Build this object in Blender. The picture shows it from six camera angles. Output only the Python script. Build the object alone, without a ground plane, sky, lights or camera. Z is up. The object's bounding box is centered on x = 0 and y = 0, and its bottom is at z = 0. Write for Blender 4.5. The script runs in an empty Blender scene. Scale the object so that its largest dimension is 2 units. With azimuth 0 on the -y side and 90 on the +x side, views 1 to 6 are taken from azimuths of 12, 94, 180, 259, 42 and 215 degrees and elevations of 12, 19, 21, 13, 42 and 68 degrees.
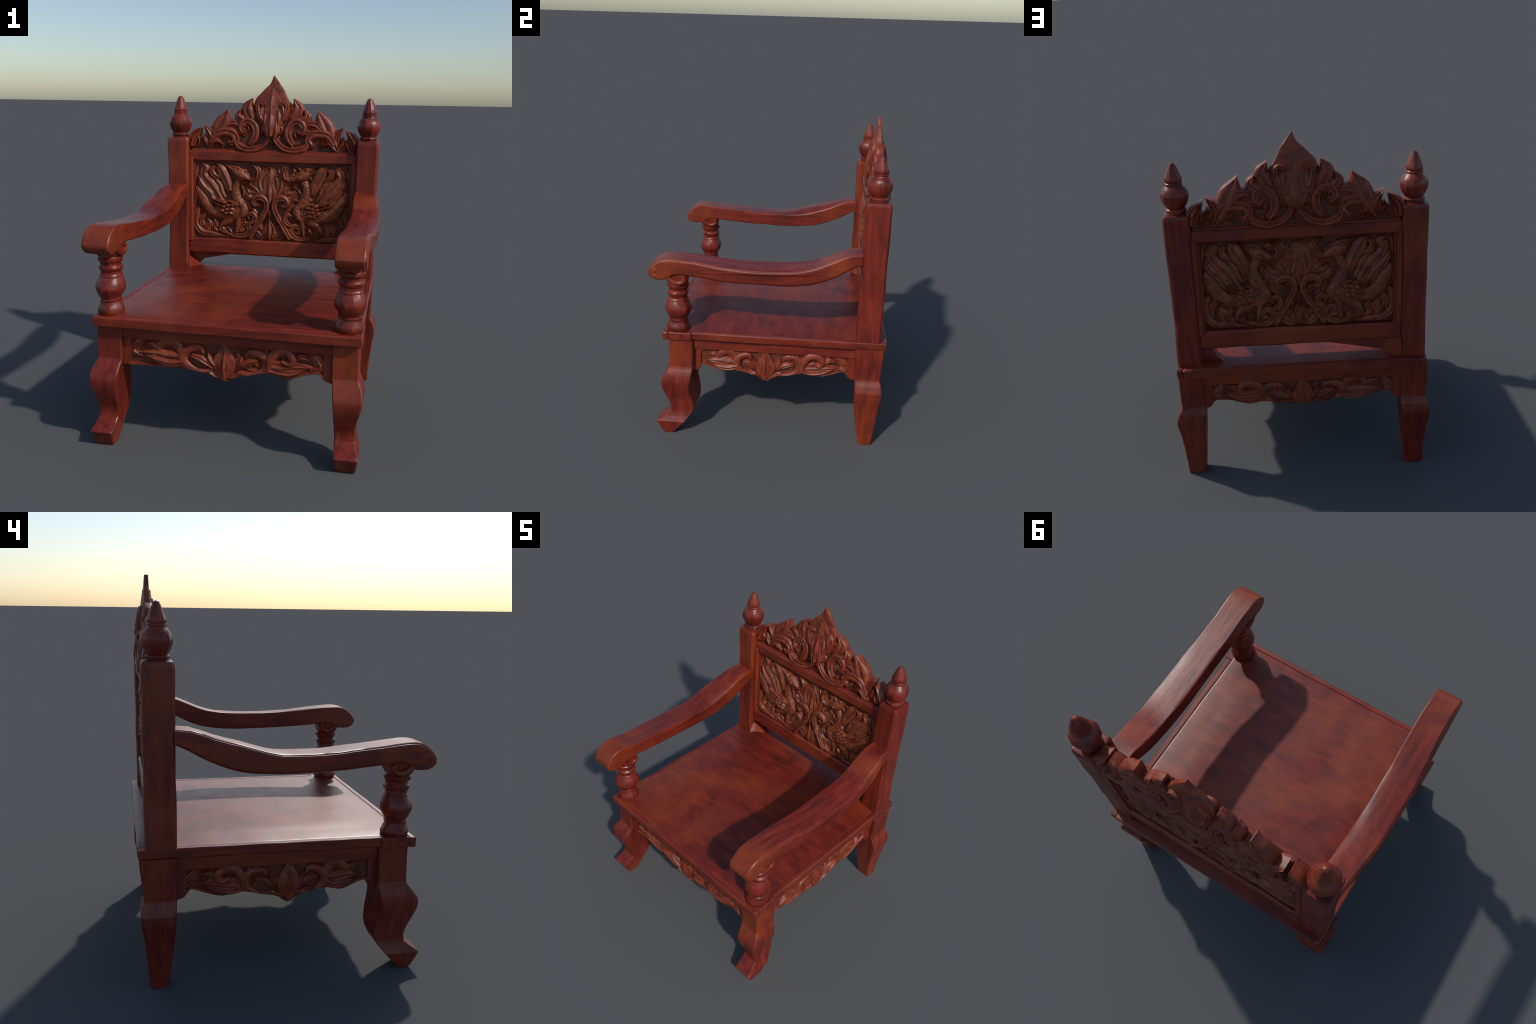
"""Carved hardwood armchair: square posts with turned finials, curved arms on
turned balusters, cabriole legs, pierced carved crest, swan panel and aprons."""
import bpy, bmesh, math, random
from mathutils import Vector, noise

random.seed(7)

# ---------------------------------------------------------------- materials
def wood(name, dark, mid, light, patch, grain=(1, 1, 1), rough=0.4, bump=0.15,
         scales=False, seed=0.0, patch_scale=2.2):
    m = bpy.data.materials.new(name)
    m.use_nodes = True
    nt = m.node_tree
    N, L = nt.nodes, nt.links
    bs = N['Principled BSDF']
    tc = N.new('ShaderNodeTexCoord')
    oi = N.new('ShaderNodeObjectInfo')
    off = N.new('ShaderNodeVectorMath'); off.operation = 'SCALE'
    off.inputs[0].default_value = (3.1 + seed, 5.7, 9.3 - seed)
    L.new(oi.outputs['Random'], off.inputs['Scale'])
    add = N.new('ShaderNodeVectorMath'); add.operation = 'ADD'
    L.new(tc.outputs['Object'], add.inputs[0])
    L.new(off.outputs[0], add.inputs[1])
    mp = N.new('ShaderNodeMapping')
    mp.inputs['Scale'].default_value = grain
    L.new(add.outputs[0], mp.inputs['Vector'])

    def nz(src, scale, detail=5, r=0.6, dist=0.0):
        n = N.new('ShaderNodeTexNoise')
        n.inputs['Scale'].default_value = scale
        n.inputs['Detail'].default_value = detail
        n.inputs['Roughness'].default_value = r
        n.inputs['Distortion'].default_value = dist
        L.new(src, n.inputs['Vector'])
        return n.outputs['Fac']

    def ramp(src, stops):
        r = N.new('ShaderNodeValToRGB')
        while len(r.color_ramp.elements) < len(stops):
            r.color_ramp.elements.new(0.5)
        for e, (p, c) in zip(r.color_ramp.elements, stops):
            e.position = p
            e.color = (*c, 1) if len(c) == 3 else c
        L.new(src, r.inputs['Fac'])
        return r.outputs['Color']

    def mix(fac, a, b, mode='MIX'):
        x = N.new('ShaderNodeMix'); x.data_type = 'RGBA'; x.blend_type = mode
        L.new(fac, x.inputs['Factor'])
        for s, v in ((6, a), (7, b)):
            if isinstance(v, tuple):
                x.inputs[s].default_value = (*v, 1)
            else:
                L.new(v, x.inputs[s])
        return x.outputs[2]

    g = nz(mp.outputs[0], 6.0, 6, 0.62, 0.35)
    base = ramp(g, [(0.30, dark), (0.5, mid), (0.70, light)])
    pm = ramp(nz(add.outputs[0], patch_scale, 3, 0.55, 0.6), [(0.45, (0, 0, 0)), (0.68, (1, 1, 1))])
    sc = N.new('ShaderNodeMath'); sc.operation = 'MULTIPLY'
    L.new(pm, sc.inputs[0]); sc.inputs[1].default_value = 0.55
    c1 = mix(sc.outputs[0], base, patch)
    dm = ramp(nz(add.outputs[0], patch_scale * 2.3, 5, 0.65, 0.3), [(0.50, (0, 0, 0)), (0.72, (1, 1, 1))])
    sd = N.new('ShaderNodeMath'); sd.operation = 'MULTIPLY'
    L.new(dm, sd.inputs[0]); sd.inputs[1].default_value = 0.35
    c2 = mix(sd.outputs[0], c1, dark)
    streak = ramp(nz(mp.outputs[0], 19.0, 4, 0.7), [(0.56, (0, 0, 0)), (0.74, (1, 1, 1))])
    ss = N.new('ShaderNodeMath'); ss.operation = 'MULTIPLY'
    L.new(streak, ss.inputs[0]); ss.inputs[1].default_value = 0.35
    c3 = mix(ss.outputs[0], c2, tuple(v * 0.45 for v in dark))
    L.new(c3, bs.inputs['Base Color'])
    rr = N.new('ShaderNodeMapRange')
    rr.inputs['To Min'].default_value = rough - 0.07
    rr.inputs['To Max'].default_value = rough + 0.10
    L.new(nz(add.outputs[0], 9.0, 4), rr.inputs['Value'])
    L.new(rr.outputs[0], bs.inputs['Roughness'])
    bs.inputs['Specular IOR Level'].default_value = 0.48
    bp = N.new('ShaderNodeBump')
    bp.inputs['Strength'].default_value = bump
    bp.inputs['Distance'].default_value = 0.004
    h = nz(mp.outputs[0], 14.0, 5, 0.65)
    L.new(h, bp.inputs['Height'])
    out = bp.outputs[0]
    if scales:
        vo = N.new('ShaderNodeTexVoronoi')
        vo.inputs['Scale'].default_value = 95.0
        L.new(tc.outputs['Object'], vo.inputs['Vector'])
        b2 = N.new('ShaderNodeBump')
        b2.invert = True
        b2.inputs['Strength'].default_value = 0.8
        b2.inputs['Distance'].default_value = 0.005
        L.new(vo.outputs['Distance'], b2.inputs['Height'])
        L.new(out, b2.inputs['Normal'])
        out = b2.outputs[0]
    L.new(out, bs.inputs['Normal'])
    return m

RED = dict(dark=(0.074, 0.0095, 0.0060), mid=(0.160, 0.0155, 0.0075), light=(0.238, 0.0285, 0.0094),
           patch=(0.285, 0.054, 0.0110))
M_UP = wood('lacquered_wood_upright', grain=(5, 5, .6), seed=.3, **RED)
M_ACROSS = wood('lacquered_wood_across', grain=(.6, 5, 5), seed=1.1, **RED)
M_ALONG = wood('lacquered_wood_along', grain=(5, .6, 5), seed=2.2, **RED)
M_SEAT = wood('lacquered_wood_seat', grain=(.9, 2.2, 2.2), seed=4.4, rough=0.40, bump=0.08, patch_scale=1.7, **RED)
M_TURN = wood('lacquered_wood_turned', grain=(3, 3, 1.5), seed=2.9, rough=0.36, **RED)
BROWN = dict(dark=(0.078, 0.0155, 0.0070), mid=(0.205, 0.0455, 0.0148), light=(0.315, 0.0860, 0.0250),
             patch=(0.205, 0.029, 0.0108))
M_CARVE = wood('carved_wood_brown', grain=(4, 4, 4), rough=0.45, bump=0.35, patch_scale=9, seed=5.5, **BROWN)
M_BIRD = wood('carved_wood_bird', grain=(4, 4, 4), rough=0.45, bump=0.3, patch_scale=9, seed=6.5,
              scales=True, **BROWN)
CRED = dict(dark=(0.080, 0.0140, 0.0080), mid=(0.200, 0.0325, 0.0118), light=(0.300, 0.066, 0.0185),
            patch=(0.225, 0.026, 0.0105))
M_CREST = wood('carved_wood_red', grain=(4, 4, 4), rough=0.45, bump=0.35, patch_scale=9, seed=7.5, **CRED)
M_GROUND = wood('carving_ground_dark', dark=(0.050, 0.0110, 0.0060), mid=(0.115, 0.024, 0.0100),
                light=(0.165, 0.040, 0.0150), patch=(0.13, 0.024, 0.0100), grain=(3, 3, 3), rough=0.55,
                bump=0.4, patch_scale=8, seed=8.5)

# ---------------------------------------------------------------- mesh tools
def wobble(p, amp=0.0016, f=7.0):
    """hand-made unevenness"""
    return p + noise.noise_vector(p * f) * amp + noise.noise_vector(p * f * 3.7) * amp * 0.4

def make(name, verts, faces, mat, parent, angle=38, amp=0.0016, centre=False, mirror=False, flat_faces=True):
    vs = [wobble(Vector(v), amp) for v in verts]
    o = Vector((0, 0, 0))
    if centre:
        flat_faces = False
        o = sum(vs, Vector()) / len(vs)
    me = bpy.data.meshes.new(name)
    me.from_pydata([v - o for v in vs], [], faces)
    bm = bmesh.new(); bm.from_mesh(me)
    bmesh.ops.recalc_face_normals(bm, faces=bm.faces)
    bm.to_mesh(me); bm.free()
    me.polygons.foreach_set('use_smooth', [True] * len(me.polygons))
    me.set_sharp_from_angle(angle=math.radians(angle))
    me.materials.append(mat)
    ob = bpy.data.objects.new(name, me)
    if flat_faces:
        w = ob.modifiers.new('even_shading', 'WEIGHTED_NORMAL')
        w.keep_sharp = True
    ob.location = o
    bpy.context.scene.collection.objects.link(ob)
    ob.parent = parent
    if mirror:
        tw = ob.copy()
        tw.location = (-o.x, o.y, o.z)
        tw.scale = (-1, 1, 1)
        bpy.context.scene.collection.objects.link(tw)
        tw.parent = parent if not isinstance(mirror, bpy.types.Object) else mirror
        return ob, tw
    return ob

def loft(secs, cap=True):
    """rings of equal length -> closed skin"""
    n = len(secs[0]); v = [p for s in secs for p in s]; f = []
    for i in range(len(secs) - 1):
        for j in range(n):
            k = (j + 1) % n
            f.append((i * n + j, i * n + k, (i + 1) * n + k, (i + 1) * n + j))
    if cap:
        f.append(tuple(range(n))[::-1])
        f.append(tuple(range((len(secs) - 1) * n, len(secs) * n)))
    return v, f

def lerp_table(tab, t):
    """piecewise-linear lookup in ((t, a, b..), ..) sorted by t"""
    if t <= tab[0][0]: return tab[0][1:]
    for a, b in zip(tab, tab[1:]):
        if t <= b[0]:
            k = (t - a[0]) / (b[0] - a[0])
            return tuple(x + (y - x) * k for x, y in zip(a[1:], b[1:]))
    return tab[-1][1:]

def chamfer_rect(a0, a1, b0, b1, c):
    return [(a0 + c, b0), (a1 - c, b0), (a1, b0 + c), (a1, b1 - c),
            (a1 - c, b1), (a0 + c, b1), (a0, b1 - c), (a0, b0 + c)]

def bar(lo, hi, axis, c=0.008, n=14):
    """chamfered bar; sections run along `axis`"""
    o = [i for i in range(3) if i != axis]
    ts = [0, c] + [c + (hi[axis] - lo[axis] - 2 * c) * i / n for i in range(1, n)] + \
         [hi[axis] - lo[axis] - c, hi[axis] - lo[axis]]
    secs = []
    for i, t in enumerate(ts):
        e = c if i in (0, len(ts) - 1) else 0
        ring = chamfer_rect(lo[o[0]] + e, hi[o[0]] - e, lo[o[1]] + e, hi[o[1]] - e, c * (1 if not e else .6))
        s = []
        for a, b in ring:
            p = [0, 0, 0]; p[axis] = lo[axis] + t; p[o[0]] = a; p[o[1]] = b
            s.append(tuple(p))
        secs.append(s)
    return loft(secs)

def lathe(profile, cx, cy, n=18, squash=1.0):
    secs = []
    for r, z in profile:
        secs.append([(cx + r * math.cos(2 * math.pi * (i + .5) / n),
                      cy + r * math.sin(2 * math.pi * (i + .5) / n) * squash, z) for i in range(n)])
    return loft(secs)

def slab(poly, f0, f1, place, edge=0.006):
    """2D outline extruded from depth f0 to f1 with a small rounded rim"""
    n = len(poly)
    def inset(d):
        r = []
        area = sum(poly[i][0] * poly[(i + 1) % n][1] - poly[(i + 1) % n][0] * poly[i][1] for i in range(n))
        sg = 1 if area > 0 else -1
        for i in range(n):
            a, b, c = Vector(poly[i - 1]), Vector(poly[i]), Vector(poly[(i + 1) % n])
            u, w = (b - a).normalized(), (c - b).normalized()
            nn = Vector((-(u.y + w.y), u.x + w.x)) * sg
            if nn.length < 1e-6: nn = Vector((-u.y, u.x)) * sg
            r.append(b + nn.normalized() * d)
        return r
    s = 1 if f1 > f0 else -1
    secs = [[place(p.x, p.y, f) for p in inset(d)] for d, f in
            ((edge, f0), (edge * .3, f0 + s * edge * .3), (0, f0 + s * edge),
             (0, (f0 + f1) / 2),
             (0, f1 - s * edge), (edge * .3, f1 - s * edge * .3), (edge, f1))]
    return loft(secs)

SECTION = {   # (across -1..1, proud 0..1), front half of a stroke
    'leaf':   [(-1, .50), (-.90, .72), (-.62, .80), (-.42, .70), (-.12, .92), (0, 1.0),
               (.12, .92), (.42, .70), (.62, .80), (.90, .72), (1, .50)],
    'flame':  [(-1, .46), (-.88, .68), (-.52, .90), (-.22, 1.0), (-.04, .93), (.10, .76),
               (.24, .75), (.46, .84), (.66, .80), (.88, .64), (1, .44)],
    'petal':  [(-1, .62), (-.92, .80), (-.5, .87), (-.10, .95), (0, 1.0),
               (.10, .95), (.5, .87), (.92, .80), (1, .62)],
    'scroll': [(-1, .50), (-.90, .74), (-.62, .94), (-.30, 1.0), (-.06, .96), (.08, .84),
               (.28, .84), (.44, .93), (.66, .92), (.90, .74), (1, .50)],
    'round':  [(-1, .45), (-.90, .68), (-.66, .88), (-.34, .97), (0, 1.0), (.34, .97),
               (.66, .88), (.90, .68), (1, .45)],
}

def spline(pts, per=6):
    """Catmull-Rom through (x, z, width) control points"""
    P = [Vector(p) for p in pts]
    P = [P[0] * 2 - P[1]] + P + [P[-1] * 2 - P[-2]]
    out = []
    for i in range(1, len(P) - 2):
        a, b, c, d = P[i - 1:i + 3]
        for k in range(per):
            t = k / per
            q = .5 * ((2 * b) + (c - a) * t + (2 * a - 5 * b + 4 * c - d) * t * t + (3 * b - a - 3 * c + d) * t ** 3)
            q.z = max(q.z, .0025)
            out.append(q)
    out.append(P[-2])
    return out

def stroke(pts, kind, depth, place, per=6, tip=0.75):
    """A carved stroke: ribbon of changing width along a spine in the plane of
    the carving, domed on both faces. depth(u, z) -> (mid, half_front, half_back)."""
    sp = spline(pts, per)
    n = len(sp)
    wmax = max(p.z for p in sp)
    prof = SECTION[kind]
    ring = prof + [(s, -h) for s, h in reversed(prof)]
    secs = []
    for i, p in enumerate(sp):
        a, b = sp[max(i - 1, 0)], sp[min(i + 1, n - 1)]
        t = Vector((b.x - a.x, b.y - a.y)).normalized()
        nx, nz = -t.y, t.x
        k = tip + (1 - tip) * min(1, p.z / wmax)
        mid, hf, hb = depth(p.x, p.y)
        s_ = []
        for s, h in ring:
            d = (mid - hf * h * k) if h > 0 else (mid - hb * h * k)
            s_.append(place(p.x + nx * s * p.z / 2, p.y + nz * s * p.z / 2, d))
        secs.append(s_)
    return loft(secs)

def filler(name, region, n, seed, half, place, mat, parent, size=.05):
    """small flame-shaped leaves crowding the ground between the main strokes,
    too many to tell apart: one mesh. region() -> (u, z) or None"""
    rnd = random.Random(seed)
    V, F = [], []
    while n > 0:
        p = region(rnd)
        if p is None: continue
        n -= 1
        u, z = p
        a = math.pi / 2 + 1.5 * noise.noise(Vector((u * 9, z * 9, seed))) * 2 + rnd.uniform(-.5, .5)
        bend = rnd.uniform(-.9, .9)
        ln, w = size * rnd.uniform(.7, 1.25), size * rnd.uniform(.38, .6)
        pts = []
        for t, k in ((0, .4), (.35, 1), (.7, .8), (1, .06)):
            aa = a + bend * t
            pts.append((u + math.cos(aa) * ln * (t - .5), z + math.sin(aa) * ln * (t - .5), w * k))
        hh = half * rnd.uniform(.72, 1.0)
        v, f = stroke(pts, 'flame', lambda x, y: (0, hh, hh), lambda x, y, d: place(x, y, d), 4)
        o = len(V)
        V += v; F += [tuple(i + o for i in q) for q in f]
    ob = make(name, V, F, mat, parent, amp=.002, flat_faces=False)
    ob['kind'] = 'stuff'
    return ob

def empty(name, parent=None, loc=(0, 0, 0)):
    e = bpy.data.objects.new(name, None)
    e.empty_display_size = 0.05
    e.location = loc
    bpy.context.scene.collection.objects.link(e)
    e.parent = parent
    return e

def both(build):
    """build(side) for the right (+1) and left (-1) of the chair"""
    for s in (1, -1):
        build(s)

# ---------------------------------------------------------------- carving drawings
# spines of the carved strokes, (x or along, z, full width) in metres; drawn for
# one half, the other half is mirrored

PANEL = [
    ("swan_body", [(-0.168,1.142,0.05),(-0.205,1.116,0.125),(-0.275,1.106,0.128),(-0.345,1.104,0.1),(-0.405,1.118,0.05)]),
    ("swan_tail", [(-0.30,1.082,0.045),(-0.37,1.094,0.075),(-0.425,1.132,0.085),(-0.463,1.19,0.082),(-0.486,1.235,0.058),(-0.498,1.278,0.003)]),
    ("swan_breast", [(-0.213,1.184,0.028),(-0.183,1.148,0.061),(-0.182,1.104,0.061),(-0.218,1.059,0.017)]),
    ("swan_thigh", [(-0.235,1.091,0.05),(-0.279,1.056,0.067),(-0.324,1.023,0.045),(-0.352,0.98,0.017)]),
    ("swan_thigh", [(-0.21,1.081,0.05),(-0.22,1.026,0.033),(-0.228,0.97,0.017)]),
    ("swan_foot", [(-0.358,0.985,0.014),(-0.312,0.968,0.025),(-0.261,0.95,0.004)]),
    ("swan_neck", [(-0.205,1.150,0.088),(-0.228,1.2,0.074),(-0.239,1.248,0.064),(-0.232,1.292,0.058),(-0.207,1.335,0.052)]),
    ("swan_head", [(-0.255,1.384,0.03),(-0.217,1.364,0.076),(-0.177,1.346,0.064),(-0.142,1.332,0.03)]),
    ("swan_beak", [(-0.166,1.332,0.027),(-0.127,1.328,0.03),(-0.097,1.342,0.035),(-0.087,1.372,0.041),(-0.098,1.406,0.032),(-0.14,1.433,0.003)]),
    ("swan_beak", [(-0.198,1.32,0.016),(-0.165,1.31,0.025),(-0.127,1.322,0.003)]),
    ("swan_crest", [(-0.182,1.363,0.027),(-0.227,1.386,0.047),(-0.265,1.398,0.033),(-0.312,1.428,0.003)]),
    ("swan_crest", [(-0.21,1.378,0.022),(-0.238,1.404,0.028),(-0.221,1.42,0.003)]),
    ("swan_collar", [(-0.291,1.181,0.014),(-0.258,1.177,0.019),(-0.224,1.16,0.019),(-0.197,1.161,0.011)]),
    ("tail_plume", [(-0.358,1.162,0.033),(-0.398,1.198,0.042),(-0.412,1.23,0.042),(-0.454,1.267,0.039),(-0.479,1.309,0.031),(-0.489,1.35,0.003)]),
    ("tail_plume", [(-0.33,1.179,0.033),(-0.361,1.227,0.05),(-0.398,1.28,0.056),(-0.44,1.322,0.05),(-0.458,1.364,0.044),(-0.443,1.4,0.042),(-0.472,1.432,0.003)]),
    ("tail_plume", [(-0.308,1.202,0.022),(-0.336,1.25,0.039),(-0.342,1.282,0.036),(-0.37,1.313,0.031),(-0.395,1.337,0.003)]),
    ("tail_plume", [(-0.275,1.247,0.033),(-0.292,1.3,0.052),(-0.317,1.353,0.055),(-0.34,1.395,0.05),(-0.37,1.436,0.003)]),
    ("panel_scroll", [(-0.331,1.336,0.017),(-0.37,1.343,0.028),(-0.395,1.364,0.033),(-0.395,1.393,0.028),(-0.373,1.405,0.011)]),
    ("panel_leaf", [(-0.508,1.297,0.011),(-0.513,1.346,0.034),(-0.51,1.389,0.031),(-0.498,1.432,0.003)]),
    ("panel_leaf", [(-0.517,1.155,0.011),(-0.514,1.199,0.025),(-0.508,1.243,0.025),(-0.516,1.281,0.003)]),
    ("panel_scroll", [(-0.306,0.941,0.011),(-0.397,0.953,0.028),(-0.466,0.963,0.034),(-0.506,1.006,0.034),(-0.512,1.066,0.034),(-0.497,1.112,0.029),(-0.48,1.132,0.005)]),
    ("panel_leaf", [(-0.403,0.955,0.017),(-0.434,0.993,0.034),(-0.414,1.019,0.037),(-0.426,1.046,0.028),(-0.446,1.067,0.003)]),
    ("panel_leaf", [(-0.477,0.996,0.017),(-0.483,1.04,0.034),(-0.457,1.08,0.034),(-0.437,1.114,0.003)]),
    ("panel_leaf", [(-0.352,0.952,0.017),(-0.386,1.001,0.034),(-0.378,1.04,0.028),(-0.397,1.078,0.003)]),
    ("panel_scroll", [(-0.29,0.964,0.011),(-0.239,0.947,0.025),(-0.177,0.948,0.033),(-0.139,0.98,0.036),(-0.145,1.018,0.033),(-0.178,1.033,0.03),(-0.203,1.01,0.028),(-0.192,0.984,0.022),(-0.17,0.992,0.014)]),
    ("panel_scroll", [(-0.156,1.032,0.017),(-0.12,1.044,0.03),(-0.099,1.073,0.03),(-0.116,1.102,0.028),(-0.146,1.092,0.022),(-0.137,1.067,0.011)]),
    ("stalk_scroll", [(-0.138,0.944,0.028),(-0.095,1.016,0.033),(-0.052,1.083,0.03),(-0.025,1.141,0.03),(-0.027,1.187,0.033),(-0.054,1.213,0.035),(-0.093,1.211,0.033),(-0.113,1.188,0.03),(-0.1,1.163,0.025),(-0.077,1.173,0.011)]),
    ("panel_leaf", [(-0.065,1.212,0.032),(-0.104,1.235,0.052),(-0.145,1.244,0.046),(-0.165,1.289,0.003)]),
    ("panel_leaf", [(-0.066,1.234,0.027),(-0.104,1.267,0.035),(-0.143,1.299,0.003)]),
    ("panel_leaf", [(-0.103,1.205,0.027),(-0.142,1.209,0.038),(-0.175,1.245,0.027),(-0.195,1.266,0.003)]),
    ("panel_leaf", [(-0.085,1.103,0.016),(-0.119,1.129,0.033),(-0.141,1.166,0.033),(-0.147,1.204,0.003)]),
    ("panel_leaf", [(-0.045,0.991,0.017),(-0.073,1.022,0.033),(-0.085,1.06,0.033),(-0.063,1.094,0.003)]),
    ("lotus_petal", [(-0.038,1.208,0.049),(-0.063,1.261,0.059),(-0.075,1.314,0.057),(-0.06,1.365,0.003)]),
    ("lotus_petal", [(-0.025,1.241,0.032),(-0.045,1.294,0.043),(-0.04,1.336,0.037),(-0.022,1.366,0.003)]),
    ("panel_leaf", [(-0.275,1.301,0.017),(-0.287,1.338,0.028),(-0.298,1.375,0.022),(-0.287,1.407,0.003)]),
    ("panel_leaf", [(-0.068,1.346,0.016),(-0.063,1.383,0.032),(-0.047,1.41,0.003)]),
    ("lotus_petal", [(-0.019,0.943,0.033),(-0.048,0.98,0.044),(-0.054,1.023,0.003)]),
    ("lotus_petal", [(-0.014,0.943,0.033),(-0.029,1.003,0.041),(-0.021,1.057,0.003)]),
    ("panel_leaf", [(-0.014,0.943,0.028),(-0.061,0.951,0.044),(-0.092,0.977,0.039),(-0.114,0.968,0.003)]),
]
PANEL_C = [
    ("lotus_petal", [(-0.008,1.22,0.108),(-0.007,1.295,0.146),(-0.004,1.359,0.107),(0.001,1.428,0.003)]),
    ("lotus_petal", [(-0.004,1.167,0.032),(-0.006,1.236,0.073),(-0.007,1.279,0.059),(-0.005,1.343,0.003)]),
    ("lotus_bud", [(0.0,0.935,0.033),(-0.001,0.971,0.072),(-0.001,1.009,0.063),(-0.004,1.08,0.003)]),
    ("lotus_bud", [(-0.003,1.075,0.011),(-0.005,1.118,0.038),(-0.007,1.158,0.003)]),
]
CREST = [
    ("crest_scroll", [(-0.077,1.721,0.031),(-0.091,1.766,0.031),(-0.096,1.805,0.026),(-0.079,1.824,0.026),(-0.055,1.818,0.026),(-0.063,1.801,0.015)]),
    ("crest_leaf", [(-0.055,1.686,0.031),(-0.077,1.736,0.046),(-0.114,1.785,0.036),(-0.124,1.82,0.003)]),
    ("crest_volute", [(-0.243,1.581,0.021),(-0.211,1.541,0.048),(-0.147,1.524,0.047),(-0.079,1.539,0.042),(-0.033,1.581,0.036),(-0.015,1.627,0.031),(-0.032,1.662,0.029),(-0.06,1.666,0.026),(-0.062,1.641,0.023),(-0.044,1.635,0.01)]),
    ("crest_volute", [(-0.142,1.558,0.031),(-0.112,1.599,0.05),(-0.104,1.645,0.049),(-0.123,1.69,0.047),(-0.16,1.712,0.044),(-0.194,1.696,0.042),(-0.207,1.663,0.039),(-0.188,1.64,0.034),(-0.165,1.656,0.021)]),
    ("flame_leaf", [(-0.165,1.704,0.042),(-0.202,1.713,0.062),(-0.226,1.743,0.049),(-0.207,1.783,0.003)]),
    ("flame_leaf", [(-0.132,1.72,0.062),(-0.156,1.759,0.081),(-0.164,1.799,0.068),(-0.136,1.854,0.003)]),
    ("flame_leaf", [(-0.092,1.711,0.036),(-0.116,1.74,0.047),(-0.135,1.77,0.036),(-0.124,1.807,0.003)]),
    ("flame_leaf", [(-0.425,1.532,0.037),(-0.382,1.598,0.08),(-0.348,1.66,0.107),(-0.321,1.716,0.089),(-0.295,1.781,0.003)]),
    ("crest_scroll", [(-0.409,1.566,0.021),(-0.372,1.618,0.048),(-0.318,1.635,0.058),(-0.265,1.626,0.058),(-0.238,1.591,0.048),(-0.267,1.56,0.032),(-0.291,1.577,0.016)]),
    ("crest_leaf", [(-0.329,1.63,0.037),(-0.297,1.674,0.061),(-0.25,1.687,0.053),(-0.212,1.663,0.003)]),
    ("crest_leaf", [(-0.265,1.626,0.042),(-0.223,1.63,0.05),(-0.164,1.611,0.003)]),
    ("crest_leaf", [(-0.409,1.533,0.021),(-0.372,1.575,0.04),(-0.32,1.55,0.003)]),
    ("crest_leaf", [(-0.431,1.54,0.032),(-0.409,1.589,0.056),(-0.42,1.633,0.051),(-0.459,1.675,0.003)]),
    ("crest_leaf", [(-0.425,1.545,0.021),(-0.452,1.583,0.032),(-0.462,1.621,0.003)]),
    ("crest_leaf", [(-0.539,1.542,0.049),(-0.531,1.589,0.062),(-0.509,1.623,0.051),(-0.48,1.659,0.003)]),
    ("crest_leaf", [(-0.496,1.543,0.027),(-0.485,1.58,0.032),(-0.507,1.61,0.003)]),
]
CREST_C = [
    ("crown_leaf", [(-0.001,1.687,0.222),(0.0,1.757,0.247),(-0.0,1.827,0.237),(0.005,1.871,0.175),(0.01,1.915,0.114),(0.01,1.952,0.054),(0.004,1.998,0.003)]),
    ("crown_leaf", [(-0.001,1.707,0.122),(-0.002,1.787,0.134),(-0.002,1.851,0.107),(-0.001,1.92,0.003)]),
    ("crown_leaf", [(-0.003,1.637,0.104),(-0.004,1.717,0.134),(-0.006,1.787,0.103),(-0.005,1.876,0.003)]),
    ("crown_leaf", [(-0.005,1.617,0.031),(-0.006,1.677,0.088),(-0.005,1.717,0.062),(-0.005,1.772,0.003)]),
]
APRON = [
    ("apron_scroll", [(-0.058,0.452,0.022),(-0.118,0.441,0.033),(-0.17,0.474,0.044),(-0.183,0.527,0.046),(-0.155,0.562,0.035),(-0.109,0.571,0.029),(-0.09,0.549,0.016)]),
    ("apron_leaf", [(-0.141,0.527,0.016),(-0.097,0.512,0.032),(-0.048,0.47,0.005)]),
    ("apron_scroll", [(-0.183,0.479,0.022),(-0.192,0.539,0.038),(-0.217,0.585,0.041),(-0.26,0.588,0.038),(-0.287,0.553,0.035),(-0.271,0.527,0.027),(-0.241,0.544,0.016)]),
    ("apron_leaf", [(-0.173,0.516,0.032),(-0.227,0.512,0.054),(-0.293,0.52,0.044),(-0.371,0.52,0.003)]),
    ("apron_leaf", [(-0.173,0.492,0.033),(-0.227,0.476,0.038),(-0.287,0.484,0.033),(-0.341,0.507,0.003)]),
    ("apron_leaf", [(-0.293,0.55,0.016),(-0.32,0.572,0.027),(-0.358,0.557,0.003)]),
    ("apron_leaf", [(-0.042,0.483,0.016),(-0.065,0.517,0.027),(-0.071,0.559,0.003)]),
]
APRON_C = [
    ("apron_bud", [(-0.006,0.405,0.02),(-0.006,0.45,0.1),(-0.006,0.505,0.125),(-0.006,0.562,0.075),(-0.006,0.617,0.003)]),
    ("apron_bud", [(-0.008,0.449,0.043),(-0.008,0.497,0.076),(-0.004,0.569,0.003)]),
]

# ---------------------------------------------------------------- the chair
chair = empty('carved_armchair')
chair['label'] = 'red lacquered hardwood armchair with carved swan back panel'
chair['category'] = 'armchair'

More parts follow.
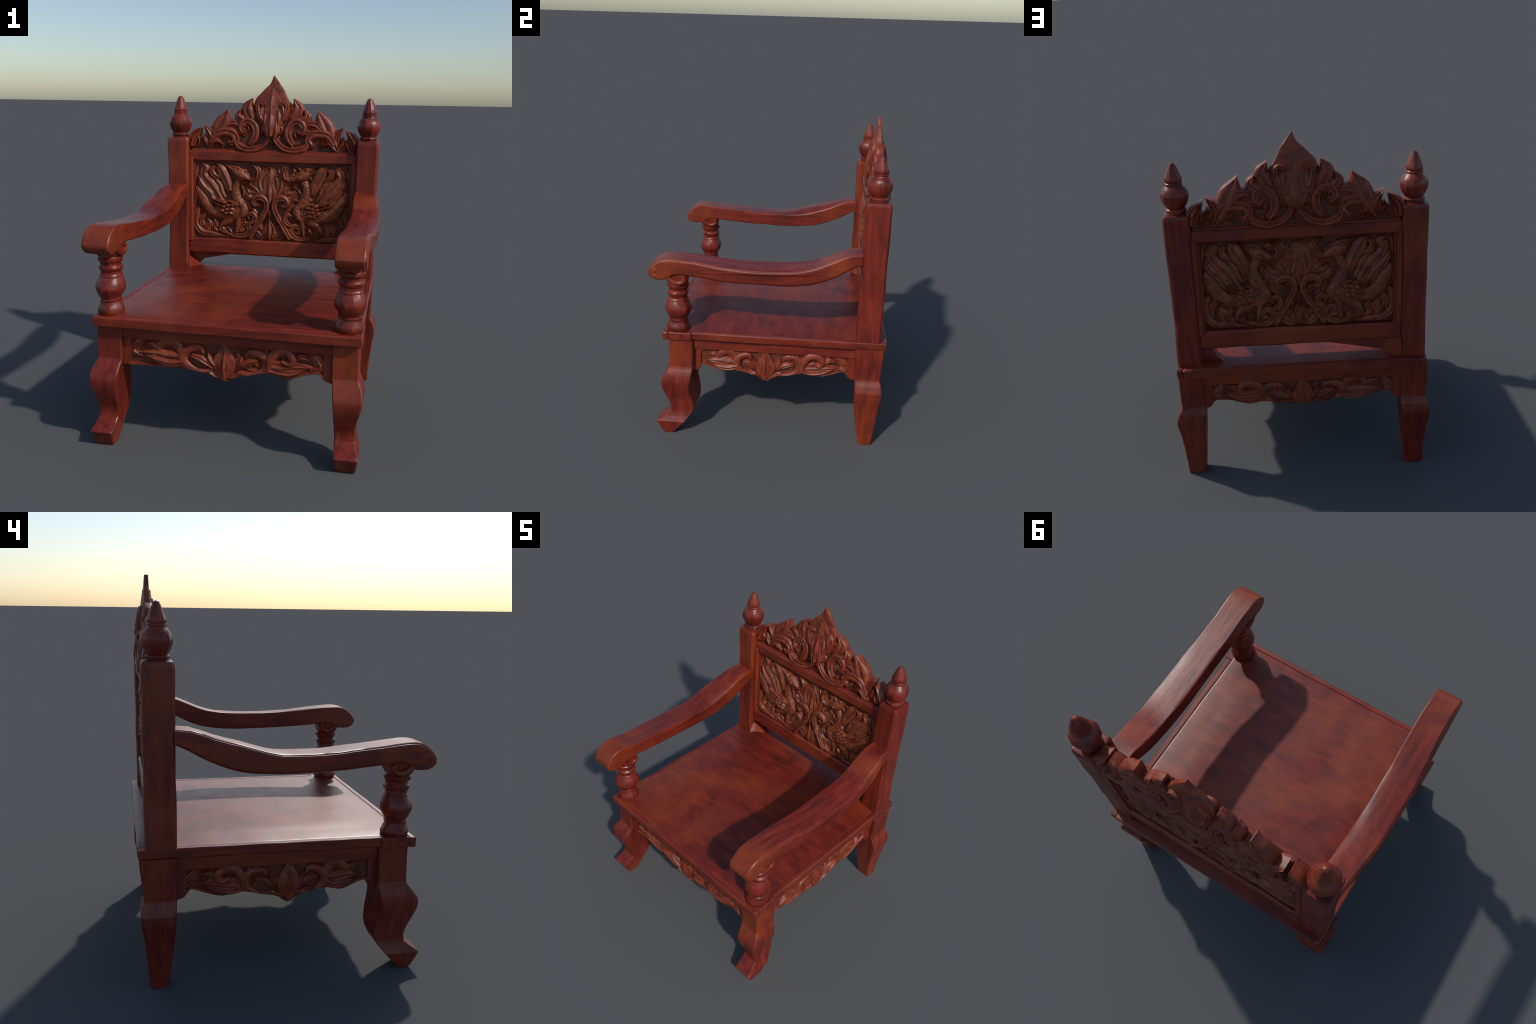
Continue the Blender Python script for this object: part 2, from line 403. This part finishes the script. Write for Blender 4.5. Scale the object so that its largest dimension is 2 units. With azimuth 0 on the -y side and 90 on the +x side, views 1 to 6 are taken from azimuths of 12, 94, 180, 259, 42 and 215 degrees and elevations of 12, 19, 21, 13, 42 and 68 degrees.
# ---- legs: (z, outer x, inner x, front y, back y at the inner side, back y at the outer side)
FRONT_LEG = [
    (.000, .698, .598, -.655, -.600, -.600), (.012, .703, .594, -.664, -.586, -.586),
    (.050, .708, .592, -.684, -.553, -.553),
    (.088, .713, .590, -.702, -.518, -.518), (.098, .708, .589, -.694, -.510, -.510),
    (.125, .697, .586, -.655, -.488, -.488), (.150, .691, .584, -.626, -.470, -.470),
    (.180, .688, .582, -.622, -.454, -.460), (.210, .690, .580, -.629, -.441, -.461),
    (.250, .693, .578, -.645, -.433, -.470), (.300, .706, .576, -.666, -.434, -.486),
    (.340, .717, .574, -.676, -.440, -.486), (.370, .721, .572, -.678, -.446, -.480),
    (.400, .720, .568, -.672, -.450, -.475), (.440, .711, .564, -.645, -.452, -.470),
    (.468, .697, .560, -.621, -.452, -.465), (.482, .694, .559, -.616, -.455, -.463),
    (.540, .694, .559, -.615, -.458, -.462), (.600, .693, .558, -.615, -.461, -.462),
    (.672, .693, .558, -.615, -.464, -.464)]
BACK_LEG = [
    (.000, .690, .589, .607, .686, .686), (.080, .693, .582, .588, .695, .695),
    (.200, .702, .574, .572, .706, .706), (.260, .708, .570, .566, .713, .713),
    (.310, .716, .566, .562, .720, .720), (.345, .722, .564, .560, .727, .727),
    (.385, .721, .560, .558, .728, .728), (.425, .708, .557, .556, .722, .722),
    (.452, .692, .556, .555, .702, .714), (.466, .688, .555, .554, .697, .712),
    (.560, .690, .552, .550, .699, .718), (.672, .692, .548, .546, .704, .722)]

def leg(s, table):
    zs = sorted({z for z, *_ in table} | {i * .02 for i in range(1, 33)})
    secs = []
    for z in zs:
        xo, xi, yf, ybi, ybo = lerp_table(table, z)
        if s < 0 and yf > 0:
            xo += .012 * max(0, min(1, (z - .43) / .04))
        if s > 0 and yf < 0:            # this knee is carved back a little further
            yf += .012 * max(0, min(1, (z - .08) / .06, (.47 - z) / .06))
        c = .006
        ring = [(xi, yf + c), (xi + c, yf), (xo - c, yf), (xo, yf + c),
                (xo, ybo - c), (xo - c, ybo), (xi + c, ybi), (xi, ybi - c)]
        secs.append([(s * x, y, z) for x, y in ring])
    make('leg', *loft(secs), M_UP, chair, angle=30, amp=.002)

both(lambda s: leg(s, FRONT_LEG))
both(lambda s: leg(s, BACK_LEG))

# ---- seat
seat = empty('seat', chair, (0, 0, .69))
def seat_piece(name, lo, hi, axis, mat, c=.008, n=16):
    ob = make(name, *bar(lo, hi, axis, c, n), mat, seat, amp=.002)
    ob.location = Vector(ob.location) - Vector(seat.location)
def crown(x, y):
    """the worn board stands proud towards its middle and back"""
    f = min(1, max(0, (y + .62) / .42)) * min(1, max(0, (.74 - y) / .12)) * min(1, max(0, (.60 - abs(x)) / .16))
    f = f * f * (3 - 2 * f)
    return .009 * f * (1 - .35 * max(0, x - .1) / .5)
xs = [-.656, -.651] + [-.645 + 1.29 * i / 28 for i in range(29)] + [.651, .656]
ys = [-.622, -.616] + [-.60 + 1.31 * i / 22 for i in range(23)] + [.730, .736]
secs = []
for i, x in enumerate(xs):
    e = .002 if i in (0, len(xs) - 1) else 0
    ring = [(x, y, (.7235 - .004 * max(0, (abs(x) - .6) / .05) - .006 * max(0, (-.58 - y) / .04)) + crown(x, y) - e - (.005 if y in (ys[0], ys[-1]) else 0)) for y in ys]
    ring += [(x, ys[-1], .672), (x, ys[0], .672)]
    secs.append(ring)
ob = make('seat_board', *loft(secs), M_SEAT, seat, amp=.0015)
ob.location = Vector(ob.location) - Vector(seat.location)
seat_piece('seat_frame', (-.705, -.652, .665), (.705, -.6185, .7170), 0, M_ACROSS, .006, 30)
for s in (1, -1):
    a, b = sorted((s * .6555, s * .694))
    seat_piece('seat_frame', (a, -.475, .670), (b, .734, .7190), 1, M_ALONG, .006, 24)
    a, b = sorted((s * .538, s * .705))
    seat_piece('seat_block', (a, -.6185, .665), (b, -.470, .7190), 1, M_ACROSS, .006, 6)

# ---- back posts with turned finials
def post(s):
    a, b = .551, .689
    zs = [.700, .71] + [.71 + .855 * i / 18 for i in range(1, 19)] + [1.580, 1.594, 1.597]
    secs = []
    for z in zs:
        e = 0 if z < 1.585 else (.005 if z < 1.596 else .016)
        c = .012
        flare = .004 * math.sin(max(0, z - .7) * 4)
        ring = chamfer_rect(a + e, b + e * -1 - flare, .549 + e, .699 - e, c)
        secs.append([(s * x, y, z) for x, y in ring])
    p = make('post', *loft(secs), M_UP, chair, angle=30, amp=.0042)
    prof = [(.050, 1.588), (.052, 1.600), (.050, 1.604), (.057, 1.607), (.059, 1.613), (.056, 1.619),
            (.050, 1.623), (.052, 1.629), (.062, 1.642), (.071, 1.662), (.0755, 1.684), (.0735, 1.703),
            (.065, 1.722), (.054, 1.736), (.046, 1.744), (.044, 1.748), (.047, 1.752), (.047, 1.757),
            (.043, 1.761), (.046, 1.768), (.0465, 1.776), (.041, 1.790), (.033, 1.812), (.024, 1.836),
            (.014, 1.855), (.004, 1.860)]
    make('finial', *lathe(prof, s * .621, .623, 12), M_TURN, p, angle=26, amp=.004, flat_faces=False)
both(post)

# ---- backrest rails and stiles
make('backrest_rail', *bar((-.556, .582, 1.443), (.556, .692, 1.513), 0, .010, 26), M_ACROSS, chair, amp=.0045)
make('backrest_rail', *bar((-.556, .582, .822), (.556, .690, .926), 0, .010, 26), M_ACROSS, chair, amp=.0045)
make('rail_moulding', *bar((-.54, .592, 1.508), (.54, .690, 1.523), 0, .005, 26), M_ACROSS, chair, amp=.002)
def stile(s):
    a, b = sorted((s * .524, s * .556))
    make('backrest_stile', *bar((a, .575, .90), (b, .697, 1.47), 2, .007, 18), M_UP, chair, amp=.002)
    a, b = sorted((s * .512, s * .53))
    make('backrest_stile', *bar((a, .600, .92), (b, .680, 1.45), 2, .004, 18), M_UP, chair, amp=.002)
both(stile)

# irregular gusset pieces that close the gap under the lower rail at its ends
make('rail_gusset', *slab([(-.556, .832), (-.556, .708), (-.525, .708), (-.47, .765), (-.32, .798), (-.17, .826), (-.17, .832)],
     .655, .698, lambda a, z, d: (a, d, z), .004), M_ACROSS, chair, amp=.002)
make('rail_gusset', *slab([(.556, .708), (.556, .832), (.50, .832), (.47, .765), (.43, .725), (.43, .708)],
     .605, .665, lambda a, z, d: (a, d, z), .004), M_ACROSS, chair, amp=.002)
for s in (1, -1):
    k = 1 if s < 0 else .35
    v = [(s * .548, .535, .714), (s * .548, .70, .714), (s * (.548 - .14 * k), .60, .718), (s * .548, .575, .714 + .075 * k),
         (s * .548, .66, .714 + .075 * k), (s * (.548 - .055 * k), .62, .742)]
    make('post_wedge', v, [(0, 3, 5, 2), (3, 4, 5), (4, 1, 2, 5), (0, 1, 4, 3), (0, 2, 1)], M_SEAT, chair, amp=0)

# ---- arms: side outline (y, z)
ARM = [(.556, 1.288), (.48, 1.280), (.42, 1.256), (.37, 1.233), (.31, 1.207), (.25, 1.187), (.19, 1.173),
       (.12, 1.166), (.05, 1.162), (0, 1.160), (-.10, 1.159), (-.16, 1.160), (-.22, 1.164), (-.30, 1.171), (-.37, 1.178),
       (-.45, 1.187), (-.52, 1.194), (-.58, 1.199), (-.62, 1.200), (-.655, 1.194), (-.685, 1.180),
       (-.71, 1.160), (-.728, 1.137), (-.736, 1.115), (-.732, 1.095), (-.718, 1.076), (-.695, 1.065),
       (-.66, 1.063), (-.625, 1.067), (-.60, 1.080), (-.575, 1.096), (-.55, 1.102), (-.50, 1.099),
       (-.42, 1.090), (-.34, 1.083), (-.27, 1.078), (-.20, 1.075), (-.12, 1.072), (-.03, 1.070),
       (.05, 1.069), (.13, 1.071), (.19, 1.076), (.24, 1.084), (.29, 1.096), (.34, 1.112), (.40, 1.138),
       (.45, 1.163), (.50, 1.190), (.556, 1.215)]
ARM_PLAN = [(-.74, .562, .716), (-.60, .560, .714), (-.45, .557, .714), (-.30, .560, .724), (-.15, .562, .732),
            (.10, .562, .732), (.25, .560, .727), (.40, .556, .713), (.50, .556, .695), (.56, .558, .688)]

LEAN = {1: [(-.70, 0, .002), (-.45, .011, .004), (-.1, .014, .003), (.2, .012, .002), (.40, .002, .002), (.56, 0, 0)],
        -1: [(-.70, .004, .004), (-.30, .003, .005), (.02, 0, .004), (.08, 0, .003), (.12, 0, .013), (.20, 0, .028), (.27, .002, .030), (.33, .002, .024), (.40, 0, .013), (.48, 0, .003), (.56, 0, 0)]}
def arm(s):
    n = len(ARM)
    cen = []
    for i in range(n):
        a, b, c = Vector(ARM[i - 1]), Vector(ARM[i]), Vector(ARM[(i + 1) % n])
        t = ((b - a).normalized() + (c - b).normalized())
        nn = Vector((-t.y, t.x)).normalized()
        cen.append(nn)
    secs = []
    for t, ins in ((0, .009), (.018, .003), (.05, 0), (.15, 0), (.30, 0), (.6, 0), (.90, 0), (.93, .003), (.94, .007), (.975, .008), (.992, .012), (1, .019)):
        ring = []
        for q, ((y, z), nn) in enumerate(zip(ARM, cen)):
            inn, out = lerp_table(ARM_PLAN, y)
            yy, zz = y + nn.x * ins, z + nn.y * ins
            if y > .55: yy = y
            if s < 0:
                out += .003 * max(0, 1 - abs(y) / .45)
            top = q <= 19            # the points running along the top
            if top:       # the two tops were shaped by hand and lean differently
                i_, o_ = lerp_table(LEAN[s], y)
                zz += i_ + (o_ - i_) * (min(1, t / .3) if s < 0 else t)
            ring.append((s * (inn + (out - inn) * t), yy, zz))
        secs.append(ring)
    a = make('armrest', *loft(secs), M_ALONG, chair, angle=30, amp=.0034)
    for x0, sg in ((.7145, 1), (.5625, -1)):
        prof = [(.026, -.006), (.026, -.001), (.023, .001), (.019, -.001), (.014, .001), (.009, .0025), (.002, .003)]
        v, f = lathe(prof, 0, 0, 16)
        v = [(s * (x0 + sg * p[2]), -.692 + p[0], 1.125 + p[1]) for p in v]
        make('arm_boss', v, f, M_ALONG, a, amp=.0005)
both(arm)

# ---- turned arm supports
def baluster(s):
    cx, cy = s * .632, -.560
    prof = [(.060, .706), (.066, .716), (.071, .728), (.073, .742), (.068, .756), (.060, .772), (.056, .784),
            (.056, .788), (.061, .791), (.062, .798), (.056, .803), (.058, .809), (.066, .822), (.077, .842),
            (.083, .860), (.082, .876), (.075, .896), (.066, .914), (.061, .924), (.064, .928), (.062, .934),
            (.057, .940), (.057, .952), (.061, .957), (.066, .966), (.066, .976), (.061, .983), (.057, .988),
            (.057, 1.000), (.064, 1.006), (.069, 1.014), (.069, 1.026), (.063, 1.033), (.060, 1.040), (.058, 1.06)]
    b = make('baluster', *lathe(prof, cx, cy, 12), M_TURN, chair, angle=29.5, amp=.0075, flat_faces=False)
    secs = []
    for z, h, dy in ((1.030, .050, 0), (1.045, .058, 0), (1.060, .060, -.002), (1.080, .064, .002), (1.102, .068, .006)):
        ring = chamfer_rect(cx - h, cx + h, cy - h + dy, cy + h + dy, .014)
        secs.append([(x, y, z) for x, y in ring])
    make('baluster_capital', *loft(secs), M_TURN, b, amp=.003)
    # small carved scroll on both side faces of the capital
    curl = [(-.066, 1.092, .026), (-.040, 1.064, .032), (.000, 1.046, .030), (.036, 1.056, .028),
            (.042, 1.080, .026), (.024, 1.094, .018)]
    for sg in (1, -1):
        v, f = stroke(curl, 'round', lambda u, z: (cx + sg * .058, .020, .020),
                      lambda u, z, d: (d, cy + u + .004, z))
        make('capital_scroll', v, f, M_TURN, b, amp=.001)
both(baluster)

# ---- aprons: lower outline (along, z) from one end to the other
APRON_EDGE = [(-.562, .436), (-.530, .446), (-.512, .468), (-.490, .486), (-.47, .487), (-.42, .474), (-.38, .456), (-.335, .445),
              (-.29, .452), (-.24, .462), (-.19, .462), (-.15, .450), (-.10, .437), (-.06, .430), (-.03, .410), (0, .396)]
FLAT_EDGE = [(-.562, .437), (-.530, .438), (-.47, .440), (-.40, .443), (-.33, .445), (-.27, .448), (-.20, .446),
             (-.15, .442), (-.11, .437), (-.06, .430), (-.03, .410), (0, .397)]
BACK_EDGE = [(-.562, .452), (-.530, .462), (-.505, .484), (-.490, .494), (-.44, .490), (-.38, .482), (-.33, .464), (-.30, .456),
             (-.25, .468), (-.215, .476), (-.17, .466), (-.14, .458), (-.10, .456), (-.06, .452), (-.03, .450), (0, .448)]
def apron_set(place, reach, kx, edge_table=APRON_EDGE, proud=1.0, first_half=None):
    """place(along, z, out): `out` runs outward from the apron's mid plane"""
    ap = empty('apron', chair)
    lo, hi = reach
    edge = []
    for e in first_half or edge_table:
        edge.append((e[0] / -.562 * lo, e[1]))
    edge += [(e[0] / -.562 * hi, e[1]) for e in reversed(edge_table[:-1])]
    rag = random.Random(int(hi * 500) + len(edge))
    edge = [(a, z + rag.uniform(-.005, .005)) for a, z in edge]
    poly = edge + [(hi, .676), (lo, .676)]
    make('apron_board', *slab(poly, -.028, .014, place, .004), M_GROUND, ap, angle=30, amp=.002)
    v, f = [], []
    rail = [(lo, .598), (hi, .598), (hi, .6735), (lo, .6735)]
    make('apron_rail', *slab(rail, -.034, .036, place, .006), M_ACROSS if kx > 1 else M_ALONG, ap, amp=.002)
    # carved lower border following the outline
    border = [(a, z + .008, .018) for a, z in edge[1:-1]]
    border = border[::2] if len(border[::2]) > 5 else border
    make('apron_border', *stroke(border, 'scroll', lambda u, z: (0, .026 * proud, .026),
                                 lambda u, z, d: place(u, z, -d), 4), M_CREST, ap, amp=.0015)
    for e in ((lo, 1), (hi, -1)):
        blk = [(e[0], .440), (e[0] + e[1] * .030, .450), (e[0] + e[1] * .05, .480), (e[0] + e[1] * .05, .6), (e[0], .6)]
        make('apron_bracket', *slab(blk, -.028, .026, place, .005), M_UP, ap, amp=.002)
    rnd = random.Random(11 + int(lo * 1000))
    k0, k1 = abs(lo) / .45, hi / .45
    def low(u):
        return lerp_table(edge, u)[0] + .004
    def put(name, pts, kind, half):
        make(name, *stroke(pts, kind, lambda u, z: (0, half * proud, .024), lambda u, z, d: place(u, max(z, low(u)), -d), 5),
             M_CREST, ap, amp=.0016, centre=True)
    for i, (name, pts) in enumerate(APRON):
        kind = 'leaf' if 'leaf' in name else 'round'
        for sg, k in ((1, k0), (-1, k1)):
            q = [(sg * a * k, z + rnd.uniform(-.004, .004), w * 1.4) for a, z, w in pts]
            put(name, q, 'flame' if kind == 'leaf' else kind, .036 + .009 * ((i * 7 + (sg > 0)) % 3) / 2)
    def inside(r):
        u = r.uniform(lo + .06, hi - .06)
        z = r.uniform(.42, .60)
        return (u, z) if z > low(u) + .022 else None
    filler('apron_ground_leaves', inside, 40, int(hi * 1000), .031 * proud, lambda u, z, d: place(u, max(z, low(u)), -d if d < 0 else -d * .6), M_CREST, ap, .055)
    for i, (name, pts) in enumerate(APRON_C):
        put(name, [(a + .005, z, w) for a, z, w in pts], 'petal' if i == 0 else 'leaf', .041 + .010 * i)
    for sg in (1, -1):
        put('apron_leaf', [(sg * .02, .425, .02), (sg * .055, .428, .04), (sg * .09, .452, .035), (sg * .12, .446, .004)], 'leaf', .036)
        put('apron_leaf', [(sg * .36 * k1, .50, .02), (sg * .40 * k1, .53, .05), (sg * .37 * k1, .575, .045), (sg * .33 * k1, .59, .004)], 'leaf', .032)

apron_set(lambda a, z, o: (a, -.567 - o, z), (-.562, .562), 1.2, APRON_EDGE, 1.0, FLAT_EDGE)
apron_set(lambda a, z, o: (a, .664 + o, z), (-.556, .556), 1.2, BACK_EDGE, .95)
apron_set(lambda a, z, o: (.632 + o, a - .005, z), (-.462, .560), 1)
apron_set(lambda a, z, o: (-.632 - o, a - .005, z), (-.462, .560), 1)

# ---- carved back panel
panel = make('carved_panel', *slab([(-.53, .915), (.53, .915), (.53, 1.452), (-.53, 1.452)], .612, .648,
             lambda a, z, d: (a, d, z), .003), M_GROUND, chair)
flat = lambda u, z, d: (u, d, z)
PANEL_MID = .634
filler('panel_ground_leaves', lambda r: (r.uniform(-.49, .49), r.uniform(.945, 1.42)), 190, 5, .044,
       lambda u, z, d: (u, PANEL_MID + (d if d < 0 else d * .82), z), M_CARVE, panel, .06)
PROUD = {'swan_body': .046, 'swan_tail': .038, 'swan_breast': .050, 'swan_thigh': .040, 'swan_foot': .036,
         'swan_neck': .044, 'swan_head': .049, 'swan_beak': .045, 'swan_crest': .042, 'swan_collar': .055,
         'tail_plume': .040, 'panel_leaf': .030, 'panel_scroll': .038, 'stalk_scroll': .046, 'lotus_petal': .036,
         'lotus_bud': .046}
ROUND = ('swan_body', 'swan_breast', 'swan_thigh', 'swan_neck', 'swan_head', 'swan_tail')
SCALY = ('swan_body', 'swan_breast', 'swan_neck')
def panel_piece(name, pts, half, mirror=True, kind=None):
    half += .009
    if name[:4] not in ('swan', 'wing'):
        pts = [(a, z, w * 1.35) for a, z, w in pts]
    if name == 'tail_plume':
        pts = [(a, z, w * 1.12) for a, z, w in pts]
    if name in ('swan_beak', 'swan_crest'):
        pts = [(a, z, w * 1.3) for a, z, w in pts]
    kind = kind or ('round' if name in ROUND else 'scroll' if 'scroll' in name or name == 'swan_collar' else 'flame' if name in ('tail_plume', 'panel_leaf') else 'leaf')
    mat = M_BIRD if name in SCALY else M_CARVE
    make(name, *stroke(pts, kind, lambda u, z: (PANEL_MID, half, half - .005), flat), mat, panel,
         amp=.0014, centre=True, mirror=mirror)
for i, (name, pts) in enumerate(PANEL):
    panel_piece(name, pts, PROUD[name] + .0035 * ((i * 5) % 3 - 1))
for i, (name, pts) in enumerate(PANEL_C):
    panel_piece(name, pts, (.036, .047, .047, .040)[i], False)
# wing: rows of feathers running from the shoulder to the tip
def wing():
    root, tip = Vector((-.236, 1.118)), Vector((-.420, 1.168))
    ax = (tip - root).normalized(); up = Vector((ax.y, -ax.x)) * -1
    if up.y < 0: up = -up
    for k in range(4):                       # long flight feathers
        a = root + ax * (.066 - .004 * k) + up * (.034 - .024 * k)
        ln = .122 - .016 * k
        pts = [(*a, .016), (*(a + ax * ln * .4 - up * .004), .029), (*(a + ax * ln * .8), .025), (*(a + ax * ln + up * .014), .003)]
        panel_piece('wing_feather', pts, .052 - .0025 * k, True, 'leaf')
    for r in range(3):                       # covert scales near the shoulder
        for k in range(3):
            c = root + ax * (.078 - .027 * r) + up * (.030 - .027 * (k + (.4 if r % 2 else 0)))
            d = ax * .97 - up * (.12 - .12 * k)
            pts = [(*(c - d * .020), .012), (*(c - d * .004), .030), (*(c + d * .012), .027), (*(c + d * .027), .003)]
            panel_piece('wing_feather', pts, .0535 + .0015 * r, True, 'petal')
wing()
# eye
for sgn in (1, -1):
    v, f = lathe([(.0015, -.068), (.008, -.065), (.011, -.058), (.011, .058), (.008, .065), (.0015, .068)], 0, 0, 12)
    v = [(sgn * (-.195 + a), PANEL_MID + c, 1.352 + b) for a, b, c in v]
    make('swan_eye', v, f, M_CARVE, panel, amp=.0003)

# ---- pierced crest above the top rail
crest_outline = [(-.545, 1.508), (-.545, 1.575), (-.505, 1.592), (-.470, 1.580), (-.440, 1.590), (-.400, 1.620),
                 (-.350, 1.660), (-.300, 1.675), (-.250, 1.670), (-.205, 1.700), (-.150, 1.725), (-.080, 1.740)]
outline = crest_outline + [(-a, z) for a, z in reversed(crest_outline)]
crest = make('crest', *slab(outline, .614, .676, flat, .004), M_GROUND, chair, angle=30)
def crest_depth(gain, back=None):
    def d(u, z):
        k = max(0, min(1, (z - 1.51) / .49))
        mid = .646 + (.638 - .646) * k
        h = .062 + (.0135 - .062) * k
        return mid, h * gain, h * (back or min(gain, 1.0))
    return d
for i, (name, pts) in enumerate(CREST):
    kind = 'scroll' if 'scroll' in name or 'volute' in name else 'leaf'
    g = 1.10 if kind == 'scroll' else (.92 + .08 * (i % 3))
    if name == 'flame_leaf': kind = 'flame'
    pts = [(a, z, w * (1.18 if kind == 'scroll' else 1.1)) for a, z, w in pts]
    make(name, *stroke(pts, kind, crest_depth(g * (1.25 if i == 0 else 1), 1.5 if i == 0 else 1.0), flat, tip=.88), M_CREST, crest,
         amp=.0026, centre=True, mirror=True)
for i, (name, pts) in enumerate(CREST_C):
    make(name, *stroke(pts, 'petal', crest_depth((.78, 1.10, 1.42, 1.70)[i], (.95, 1.12, 1.22, 1.30)[i]), flat, tip=.9), M_CREST, crest,
         amp=.0018, centre=True)
# petals folded against the foot of the crown
for r, (x, z) in enumerate(((.046, 1.725), (.074, 1.765), (.030, 1.675))):
    pts = [(-x * .6, z - .075, .008), (-x * .95, z - .030, .050), (-x, z + .004, .050), (-x * .85, z + .058, .003)]
    make('crown_petal', *stroke(pts, 'petal', crest_depth(1.46 - .1 * (r == 1) + .1 * (r == 2), 1.22), flat, tip=.9), M_CREST, crest,
         amp=.002, centre=True, mirror=True)
def crest_inside(r):
    u, z = r.uniform(-.52, .52), r.uniform(1.53, 1.75)
    return (u, z) if z < lerp_table([(a, q) for a, q in outline[1:-1]], u)[0] - .018 else None
filler('crest_ground_leaves', crest_inside, 75, 9, .050, lambda u, z, d: (u, .646 + d, z), M_CREST, crest, .06)
